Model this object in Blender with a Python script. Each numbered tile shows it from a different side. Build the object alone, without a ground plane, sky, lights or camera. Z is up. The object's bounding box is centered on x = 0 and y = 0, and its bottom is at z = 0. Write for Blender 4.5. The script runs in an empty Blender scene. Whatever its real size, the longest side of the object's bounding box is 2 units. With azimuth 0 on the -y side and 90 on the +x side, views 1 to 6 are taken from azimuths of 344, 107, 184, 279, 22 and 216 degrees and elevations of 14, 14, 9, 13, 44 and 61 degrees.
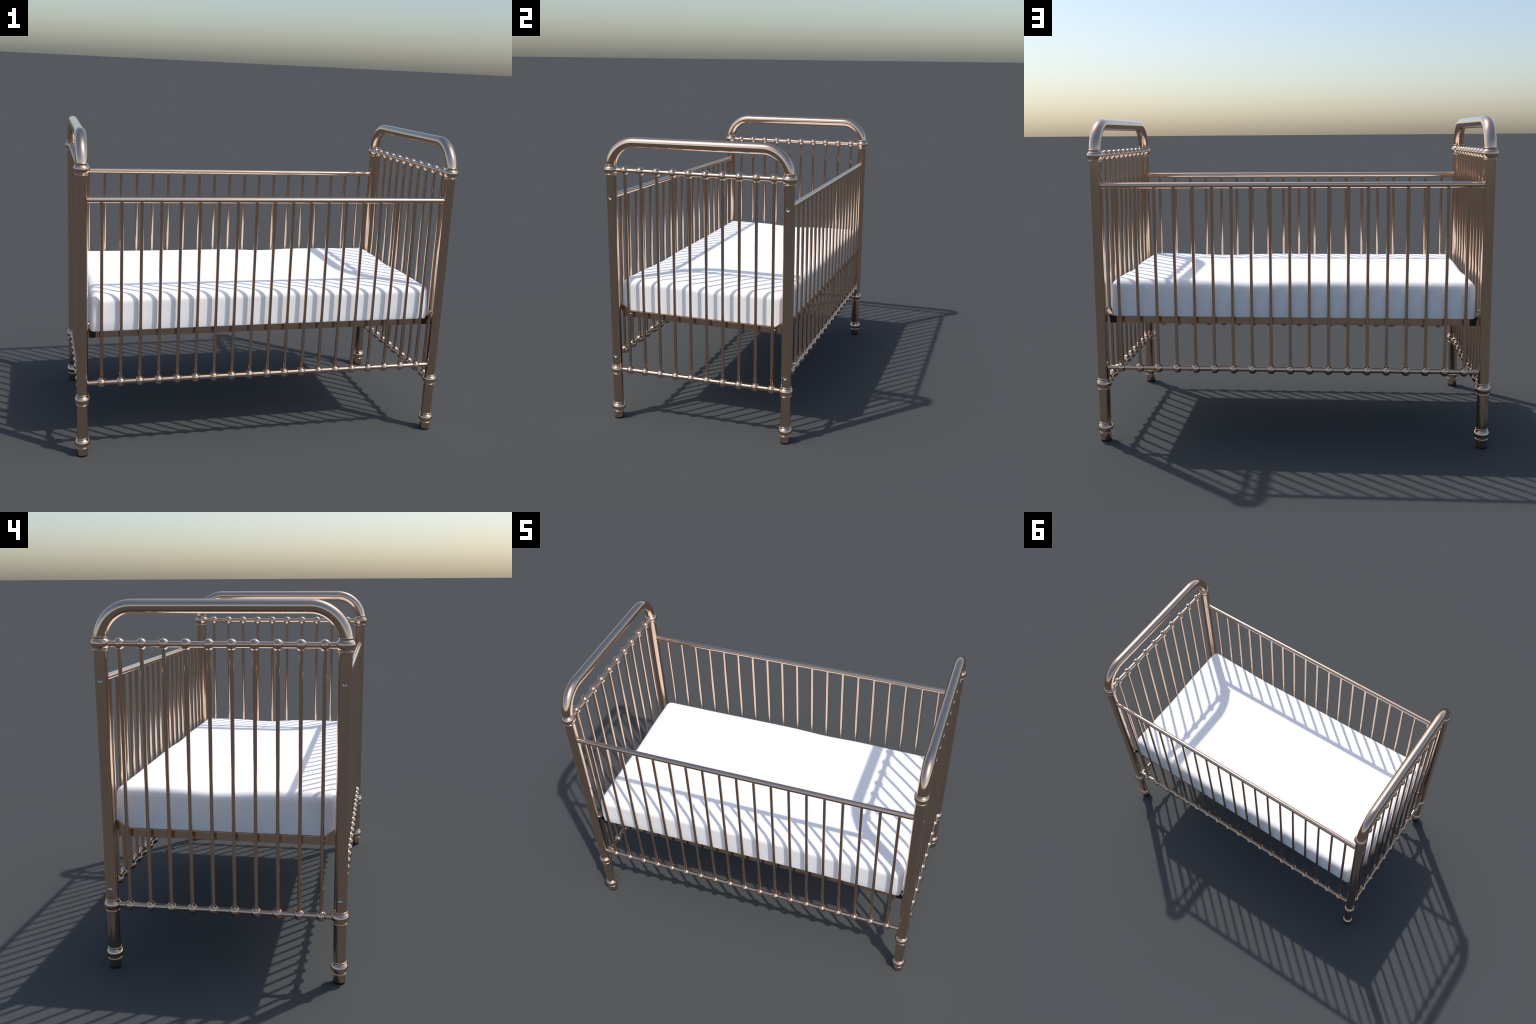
"""Victorian-style bronze metal crib with a white mattress, built part by part."""
import bpy, bmesh, math
from mathutils import Vector, Matrix

# ------------------------------------------------------------------ sizes (m)
POST_X, POST_Y = 0.9605, 0.5105      # post axes
POST_R = 0.0280
COLLAR_Z = (0.0704, 0.3040, 1.4678)  # heights of the three turned collars
COLLAR_R = 0.0395
HOOP_R, HOOP_TOP, HOOP_BEND = 0.0290, 1.6202, 0.1450
END_RAIL_R, SIDE_RAIL_R, TOP_RAIL_R = 0.0128, 0.0122, 0.0145
KNOB_R, KNOB_HALF = 0.0244, 0.0232
END_BAR_R, SIDE_BAR_R = 0.0083, 0.0083
END_RAIL_Z = (0.3030, 1.4662)
SIDE_LOW_Z, SIDE_TOP_Z, SIDE_Y = 0.3888, 1.3198, 0.5100
SIDE_BARS, SIDE_STEP = 19, 0.0962
END_BARS, END_STEP = 10, 0.0951
BEAM_Z0, BEAM_Z1 = 0.6165, 0.6515
MAT_A, MAT_B, MAT_Z0, MAT_Z1 = 0.9180, 0.4810, 0.6508, 0.8362


# ------------------------------------------------------------------ materials
def new_material(name):
    m = bpy.data.materials.new(name)
    m.use_nodes = True
    nt = m.node_tree
    return m, nt, nt.nodes["Principled BSDF"]


def metal(name, colour, rough):
    m, nt, b = new_material(name)
    tc = nt.nodes.new("ShaderNodeTexCoord")
    n = nt.nodes.new("ShaderNodeTexNoise")
    n.inputs["Scale"].default_value = 9.0
    n.inputs["Detail"].default_value = 3.0
    nt.links.new(tc.outputs["Object"], n.inputs["Vector"])
    mix = nt.nodes.new("ShaderNodeMix")
    mix.data_type = "RGBA"
    mix.inputs["A"].default_value = (*[c * 0.985 for c in colour], 1)
    mix.inputs["B"].default_value = (*[min(1, c * 1.015) for c in colour], 1)
    nt.links.new(n.outputs["Fac"], mix.inputs["Factor"])
    nt.links.new(mix.outputs["Result"], b.inputs["Base Color"])
    mr = nt.nodes.new("ShaderNodeMapRange")
    mr.inputs["To Min"].default_value = rough * 0.95
    mr.inputs["To Max"].default_value = rough * 1.05
    nt.links.new(n.outputs["Fac"], mr.inputs["Value"])
    nt.links.new(mr.outputs["Result"], b.inputs["Roughness"])
    b.inputs["Metallic"].default_value = 1.0
    return m


BRONZE = metal("polished_bronze", (0.755, 0.545, 0.40), 0.13)
STEEL = metal("bright_steel", (0.66, 0.65, 0.61), 0.18)

RUBBER, _nt, _b = new_material("black_plastic")
_n = _nt.nodes.new("ShaderNodeTexNoise")
_n.inputs["Scale"].default_value = 60.0
_r = _nt.nodes.new("ShaderNodeValToRGB")
_r.color_ramp.elements[0].color = (0.0035, 0.004, 0.004, 1)
_r.color_ramp.elements[1].color = (0.005, 0.0055, 0.0055, 1)
_nt.links.new(_n.outputs["Fac"], _r.inputs["Fac"])
_nt.links.new(_r.outputs["Color"], _b.inputs["Base Color"])
_b.inputs["Roughness"].default_value = 0.55

CLOTH, _nt, _b = new_material("white_cotton")
_tc = _nt.nodes.new("ShaderNodeTexCoord")
_n = _nt.nodes.new("ShaderNodeTexNoise")
_n.inputs["Scale"].default_value = 220.0
_n.inputs["Detail"].default_value = 2.0
_nt.links.new(_tc.outputs["Object"], _n.inputs["Vector"])
_r = _nt.nodes.new("ShaderNodeValToRGB")
_r.color_ramp.elements[0].color = (0.965, 0.965, 0.968, 1)  # base white lightened to near full to reach the sunlit side's brightness
_r.color_ramp.elements[1].color = (0.985, 0.985, 0.988, 1)
_nt.links.new(_n.outputs["Fac"], _r.inputs["Fac"])
_nt.links.new(_r.outputs["Color"], _b.inputs["Base Color"])
_bump = _nt.nodes.new("ShaderNodeBump")
_bump.inputs["Strength"].default_value = 0.02
_bump.inputs["Distance"].default_value = 0.001
_nt.links.new(_n.outputs["Fac"], _bump.inputs["Height"])
_nt.links.new(_bump.outputs["Normal"], _b.inputs["Normal"])
_b.inputs["Roughness"].default_value = 0.9
_b.inputs["Specular IOR Level"].default_value = 0.2


# ------------------------------------------------------------------ builders
def mesh_from(bm, name, mat, sharp=math.radians(38)):
    bmesh.ops.recalc_face_normals(bm, faces=bm.faces)
    me = bpy.data.meshes.new(name)
    bm.to_mesh(me)
    bm.free()
    me.materials.append(mat)
    me.shade_smooth()
    if sharp:
        me.set_sharp_from_angle(angle=sharp)
    return me


def place(name, me, parent, loc=(0, 0, 0), rot=(0, 0, 0), scale=(1, 1, 1)):
    o = bpy.data.objects.new(name, me)
    bpy.context.scene.collection.objects.link(o)
    o.parent = parent
    o.location, o.rotation_euler, o.scale = loc, rot, scale
    return o


def lathe(profile, segs=40):
    """Turn (radius, height) pairs about z, closing the ends."""
    bm = bmesh.new()
    rings = []
    for r, z in profile:
        if r < 1e-6:
            rings.append([bm.verts.new((0, 0, z))])
        else:
            rings.append([bm.verts.new((r * math.cos(2 * math.pi * i / segs),
                                        r * math.sin(2 * math.pi * i / segs), z))
                          for i in range(segs)])
    for a, b in zip(rings, rings[1:]):
        for i in range(segs):
            j = (i + 1) % segs
            if len(a) == 1 and len(b) == 1:
                continue
            if len(a) == 1:
                bm.faces.new((a[0], b[i], b[j]))
            elif len(b) == 1:
                bm.faces.new((a[i], a[j], b[0]))
            else:
                bm.faces.new((a[i], a[j], b[j], b[i]))
    return bm


def tube_along(path, radius, segs=40):
    """Round tube through points that lie in a plane x = const."""
    bm = bmesh.new()
    rings = []
    for k, p in enumerate(path):
        p = Vector(p)
        t = (Vector(path[min(k + 1, len(path) - 1)]) - Vector(path[max(k - 1, 0)])).normalized()
        u = Vector((1, 0, 0))
        v = t.cross(u)
        rings.append([bm.verts.new(p + radius * (math.cos(2 * math.pi * i / segs) * u
                                                 + math.sin(2 * math.pi * i / segs) * v))
                      for i in range(segs)])
    for a, b in zip(rings, rings[1:]):
        for i in range(segs):
            j = (i + 1) % segs
            bm.faces.new((a[i], a[j], b[j], b[i]))
    bm.faces.new(rings[0])
    bm.faces.new(rings[-1])
    return bm


FLAT = math.radians(15)


def box(x0, x1, y0, y1, z0, z1, bevel=0.0008):
    bm = bmesh.new()
    bmesh.ops.create_cube(bm, size=1.0)
    for v in bm.verts:
        v.co = Vector(((x0 + x1) / 2 + v.co.x * (x1 - x0),
                       (y0 + y1) / 2 + v.co.y * (y1 - y0),
                       (z0 + z1) / 2 + v.co.z * (z1 - z0)))
    if bevel:
        bmesh.ops.bevel(bm, geom=bm.edges[:], offset=bevel, segments=2, affect="EDGES", profile=0.5)
    return bm


def slab_yz(outline, x0, x1, bevel=0.001):
    """Plate of constant thickness whose outline is given in y, z."""
    bm = bmesh.new()
    f = bm.faces.new([bm.verts.new((x0, y, z)) for y, z in outline])
    ext = bmesh.ops.extrude_face_region(bm, geom=[f])
    for v in [g for g in ext["geom"] if isinstance(g, bmesh.types.BMVert)]:
        v.co.x = x1
    if bevel:
        bmesh.ops.bevel(bm, geom=bm.edges[:], offset=bevel, segments=2, affect="EDGES", profile=0.5)
    return bm


# ------------------------------------------------------------------ the crib
crib = bpy.data.objects.new("metal_crib", None)
bpy.context.scene.collection.objects.link(crib)
crib["label"] = "vintage bronze metal baby crib with knobbed rails and hoops"
crib["category"] = "baby crib"


# --- turned posts: plain tube with three ball collars between thin rings
def ring_profile(z):
    pts = []
    for k in range(9):
        a = -math.pi / 2 + math.pi * k / 8
        pts.append((POST_R + 0.0004 + 0.0030 * math.cos(a), z + 0.0030 * math.sin(a)))
    return pts


def collar_profile(z):
    pts = ring_profile(z - 0.0268)
    h, reach = 0.0305, 0.0212
    for k in range(21):
        d = -reach + 2 * reach * k / 20
        pts.append((COLLAR_R * math.sqrt(1 - (d / h) ** 2), z + d))
    return pts + ring_profile(z + 0.0268)


post_profile = [(0, 0.0045), (0.0262, 0.0045), (POST_R, 0.0070)]
for z in COLLAR_Z:
    post_profile += collar_profile(z)
post_profile += [(0.0270, COLLAR_Z[2] + 0.0305), (0, COLLAR_Z[2] + 0.0305)]
SCREW_Z, SCREW_R = (0.3880, 1.3130), 0.0108
post_mesh = mesh_from(lathe(post_profile, 64), "bed_post", BRONZE)
# bore the two screw sockets into the outer face of the post
blank = place("post_blank", post_mesh, None)
cutters = []
for z in SCREW_Z:
    drill = mesh_from(lathe([(0, 0), (SCREW_R, 0), (SCREW_R, 0.02), (0, 0.02)], 32), "drill", BRONZE)
    cutters.append(place("drill", drill, None, (POST_R - 0.0075, 0, z), (0, math.pi / 2, 0)))
    cut = blank.modifiers.new("bore", "BOOLEAN")
    cut.object, cut.operation, cut.solver = cutters[-1], "DIFFERENCE", "EXACT"
bpy.context.view_layer.update()
post_mesh = bpy.data.meshes.new_from_object(blank.evaluated_get(bpy.context.evaluated_depsgraph_get()))
post_mesh.name = "bed_post"
post_mesh.set_sharp_from_angle(angle=math.radians(38))
for o in [blank] + cutters:
    bpy.data.objects.remove(o)
foot_mesh = mesh_from(lathe([(0, 0), (0.0262, 0), (0.0275, 0.0010), (0.0279, 0.0055), (0, 0.0055)], 48),
                      "rubber_foot", RUBBER)
# each socket holds a dished steel screw
dish = [(SCREW_R * 0.97 * math.sin(a), -0.0060 * math.cos(a)) for a in [math.pi / 2 * k / 8 for k in range(9)]]
screw_mesh = mesh_from(lathe([(0, -0.0068)] + [(SCREW_R * 0.97, -0.0068), (SCREW_R * 0.97, 0.0)]
                             + [(r, z) for r, z in reversed(dish[:-1])], 32), "screw_head", STEEL, math.radians(50))
for sx in (-1, 1):
    for sy in (-1, 1):
        p = place("bed_post", post_mesh, crib, (sx * POST_X, sy * POST_Y, 0),
                  (0, 0, 0 if sx > 0 else math.pi))
        place("rubber_foot", foot_mesh, p)
        for z in SCREW_Z:
            place("screw_head", screw_mesh, p, (POST_R - 0.0020, 0, z), (0, math.pi / 2, 0))

# --- bent hoops over the two ends
cy, cz = POST_Y - HOOP_BEND, HOOP_TOP - HOOP_BEND
start = math.asin((COLLAR_Z[2] + 0.0240 - cz) / HOOP_BEND)
arc = [start + (math.pi / 2 - start) * k / 20 for k in range(21)]
right = [(0, cy + HOOP_BEND * math.cos(a), cz + HOOP_BEND * math.sin(a)) for a in arc]
left = [(0, -y, z) for _, y, z in reversed(right)]
span = [(0, cy * (1 - 2 * k / 12), HOOP_TOP) for k in range(1, 12)]
hoop_mesh = mesh_from(tube_along(right + span + left, HOOP_R, 48), "end_hoop", BRONZE, math.radians(60))
for sx in (-1, 1):
    place("end_hoop", hoop_mesh, crib, (sx * POST_X, 0, 0))

# --- rails, knobs and bars
# knobs are slightly flattened balls threaded on the rails (lathe axis = rail axis)
knob_mesh = mesh_from(lathe([(KNOB_R * math.sin(math.pi * k / 24), -KNOB_HALF * math.cos(math.pi * k / 24))
                             if 0 < k < 24 else (0, (-KNOB_HALF, KNOB_HALF)[k > 0]) for k in range(25)], 40),
                      "rail_knob", BRONZE, None)


def rod(name, length, radius, segs=32):
    return mesh_from(lathe([(0, -length / 2), (radius, -length / 2), (radius, length / 2),
                            (0, length / 2)], segs), name, BRONZE)


end_rail_mesh = rod("end_rail", 2 * (POST_Y - 0.010), END_RAIL_R)
side_rail_mesh = rod("side_rail", 2 * (POST_X - 0.010), SIDE_RAIL_R)
top_rail_mesh = rod("top_side_rail", 2 * (POST_X - 0.010), TOP_RAIL_R)
end_bar_mesh = rod("end_bar", END_RAIL_Z[1] - END_RAIL_Z[0], END_BAR_R)
side_bar_mesh = rod("side_bar", SIDE_TOP_Z - SIDE_LOW_Z, SIDE_BAR_R)

for sx in (-1, 1):
    for z in END_RAIL_Z:
        rail = place("end_rail", end_rail_mesh, crib, (sx * POST_X, 0, z), (math.pi / 2, 0, 0))
        for i in range(END_BARS):
            y = (i - (END_BARS - 1) / 2) * END_STEP
            place("rail_knob", knob_mesh, rail, (0, 0, -y))
    for i in range(END_BARS):
        y = (i - (END_BARS - 1) / 2) * END_STEP
        place("end_bar", end_bar_mesh, crib, (sx * POST_X, y, sum(END_RAIL_Z) / 2))
for sy in (-1, 1):
    place("top_side_rail", top_rail_mesh, crib, (0, sy * SIDE_Y, SIDE_TOP_Z), (0, math.pi / 2, 0))
    rail = place("side_rail", side_rail_mesh, crib, (0, sy * SIDE_Y, SIDE_LOW_Z), (0, math.pi / 2, 0))
    for i in range(SIDE_BARS):
        x = (i - (SIDE_BARS - 1) / 2) * SIDE_STEP
        place("rail_knob", knob_mesh, rail, (0, 0, x))
        place("side_bar", side_bar_mesh, crib, (x, sy * SIDE_Y, (SIDE_LOW_Z + SIDE_TOP_Z) / 2))

# --- mattress support frame
frame = bpy.data.objects.new("mattress_frame", None)
bpy.context.scene.collection.objects.link(frame)
frame.parent = crib
BEAM_Y = 0.4765
beam = mesh_from(box(-0.8925, 0.8925, BEAM_Y - 0.034, BEAM_Y, BEAM_Z0, BEAM_Z1), "side_beam", BRONZE, FLAT)
cap = mesh_from(box(0.8925, 0.9243, BEAM_Y - 0.033, BEAM_Y + 0.0008, BEAM_Z0 - 0.0008, BEAM_Z1 + 0.0004, 0.001),
                "beam_cap", RUBBER, FLAT)
for sy in (-1, 1):
    place("side_beam", beam, frame, rot=(0, 0, 0 if sy > 0 else math.pi))
    for sx in (-1, 1):
        c = place("beam_cap", cap, frame)
        c.scale = (sx, sy, 1)

half = [(0.4785, BEAM_Z0), (0.4785, 0.6420), (0.4970, 0.6660), (0.5120, 0.6880), (0.5160, 0.7000),
        (0.5100, 0.7090), (0.4960, 0.7045), (0.4320, BEAM_Z1 + 0.001)]
outline = half + [(-y, z) for y, z in reversed(half)]
plate = slab_yz(outline, 0.9245, 0.9285)
for v in plate.verts:                             # the ears are bent out to meet the posts
    v.co.x += 0.25 * max(0.0, abs(v.co.y) - 0.4785)
plate = mesh_from(plate, "end_bracket", BRONZE, FLAT)
inner_bar = mesh_from(box(0.9000, 0.9243, -0.4425, 0.4425, BEAM_Z0 + 0.002, BEAM_Z1 - 0.001), "end_beam", BRONZE, FLAT)
bolt_mesh = mesh_from(lathe([(0, -0.002), (0.0080, -0.002), (0.0080, 0.0020), (0.0066, 0.0046),
                             (0.0035, 0.0060), (0, 0.0064)], 24), "bracket_bolt", STEEL)
slat_mesh = mesh_from(box(-0.030, 0.030, -0.445, 0.445, 0.6420, 0.6510), "support_slat", BRONZE, FLAT)
for sx in (-1, 1):
    rz = 0 if sx > 0 else math.pi
    place("end_bracket", plate, frame, rot=(0, 0, rz))
    place("end_beam", inner_bar, frame, rot=(0, 0, rz))
    for sy in (-1, 1):
        place("bracket_bolt", bolt_mesh, frame, (sx * 0.9310, sy * 0.5070, 0.6990),
              (0, -sx * math.pi / 2, 0))
        place("bracket_bolt", bolt_mesh, frame, (sx * 0.9285, sy * 0.4330, 0.6340),
              (0, sx * math.pi / 2, 0), (0.7, 0.7, 0.7))
for i in range(9):
    place("support_slat", slat_mesh, frame, ((i - 4) * 0.2, 0, 0))


# ------------------------------------------------------------------ the mattress
def rounded_lines(h, r, n_mid, n_edge=8):
    edge = [h - r + r * k / n_edge for k in range(n_edge + 1)]
    mid = [(h - r) * (2 * k / n_mid - 1) for k in range(1, n_mid)]
    return [-e for e in reversed(edge)] + mid + edge


def mattress_mesh():
    r, rb = 0.0400, 0.0055
    xs, ys = rounded_lines(MAT_A, r, 90), rounded_lines(MAT_B, r, 46)
    zs = [MAT_Z0 + rb * k / 4 for k in range(5)]
    zs += [MAT_Z0 + rb + (MAT_Z1 - r - MAT_Z0 - rb) * k / 10 for k in range(1, 11)]
    zs += [MAT_Z1 - r + r * k / 8 for k in range(1, 9)]
    bm = bmesh.new()
    cache = {}

    def vert(x, y, z):
        key = (round(x, 5), round(y, 5), round(z, 5))
        if key in cache:
            return cache[key]
        # upright corners are tighter at the bottom than at the top
        t = min(1.0, (z - MAT_Z0) / (MAT_Z1 - r - MAT_Z0))
        rc = 0.022 + (r - 0.022) * t * t
        kx, ky = max(0.0, abs(x) - (MAT_A - r)) / r, max(0.0, abs(y) - (MAT_B - r)) / r
        kz = max(0.0, z - (MAT_Z1 - r)) / r
        d = Vector((math.copysign(kx, x), math.copysign(ky, y), kz))
        big = max(kx, ky, kz)
        d = d.normalized() * big if big > 1e-9 else d
        px = x if kx == 0 else math.copysign(MAT_A - rc + rc * abs(d.x), x)
        py = y if ky == 0 else math.copysign(MAT_B - rc + rc * abs(d.y), y)
        p = Vector((px, py, z if kz == 0 else MAT_Z1 - r + r * d.z))
        if z < MAT_Z0 + rb:                       # soft lower edge
            t = 1 - (z - MAT_Z0) / rb
            inset = rb * (1 - math.sqrt(max(0.0, 1 - t * t)))
            p.x *= 1 - inset / MAT_A
            p.y *= 1 - inset / MAT_B
        # shallow sags in the top edges and a faint unevenness of the padding
        lift = (p.z - MAT_Z0) / (MAT_Z1 - MAT_Z0)
        sag = 0.0
        for ex, ey, wx, wy, depth in ((-0.86, 0.03, 0.20, 0.15, 0.0130), (MAT_A, 0.06, 0.15, 0.13, 0.0125),
                                      (0.20, MAT_B, 0.15, 0.18, 0.0100), (0.44, -MAT_B, 0.18, 0.12, 0.0090)):
            sag += depth * math.exp(-((p.x - ex) / wx) ** 2 - ((p.y - ey) / wy) ** 2)
        sag += 0.0012 * math.sin(4.3 * p.x + 0.6) * math.cos(6.1 * p.y + 0.4)
        # the rim stands a little proud of the middle
        sag -= 0.0030 * max((abs(p.x) / MAT_A) ** 8, (abs(p.y) / MAT_B) ** 4)
        p.z -= sag * lift ** 2
        # the long sides bow inwards, so the corners stand out
        w = max(0.0, (abs(p.y) / MAT_B - 0.6) / 0.4)
        if p.y < 0:
            k = (p.x - 0.25) / (1.08 if p.x < 0.25 else 0.68)
            bow = 0.0145 * k * k
        else:
            bow = 0.0130 / (1 + math.exp(6 * (p.x - 0.45)))
        p.y += math.copysign(bow * w * (0.65 + 0.35 * min(1, lift / 0.25)), p.y)
        cache[key] = bm.verts.new(p)
        return cache[key]

    def sheet(us, vs, f):
        for a, b in zip(us, us[1:]):
            for c, d in zip(vs, vs[1:]):
                corners = []
                for w in (f(a, c), f(b, c), f(b, d), f(a, d)):
                    v = vert(*w)
                    if v not in corners:
                        corners.append(v)
                if len(corners) > 2:
                    bm.faces.new(corners)

    sheet(xs, ys, lambda u, v: (u, v, MAT_Z1))
    sheet(xs, ys, lambda u, v: (u, v, MAT_Z0))
    for s in (-1, 1):
        sheet(xs, zs, lambda u, v: (u, s * MAT_B, v))
        sheet(ys, zs, lambda u, v: (s * MAT_A, u, v))
    return mesh_from(bm, "mattress", CLOTH, None)


mattress = place("mattress", mattress_mesh(), None)
mattress["label"] = "plain white soft rectangular crib mattress"
mattress["category"] = "mattress"
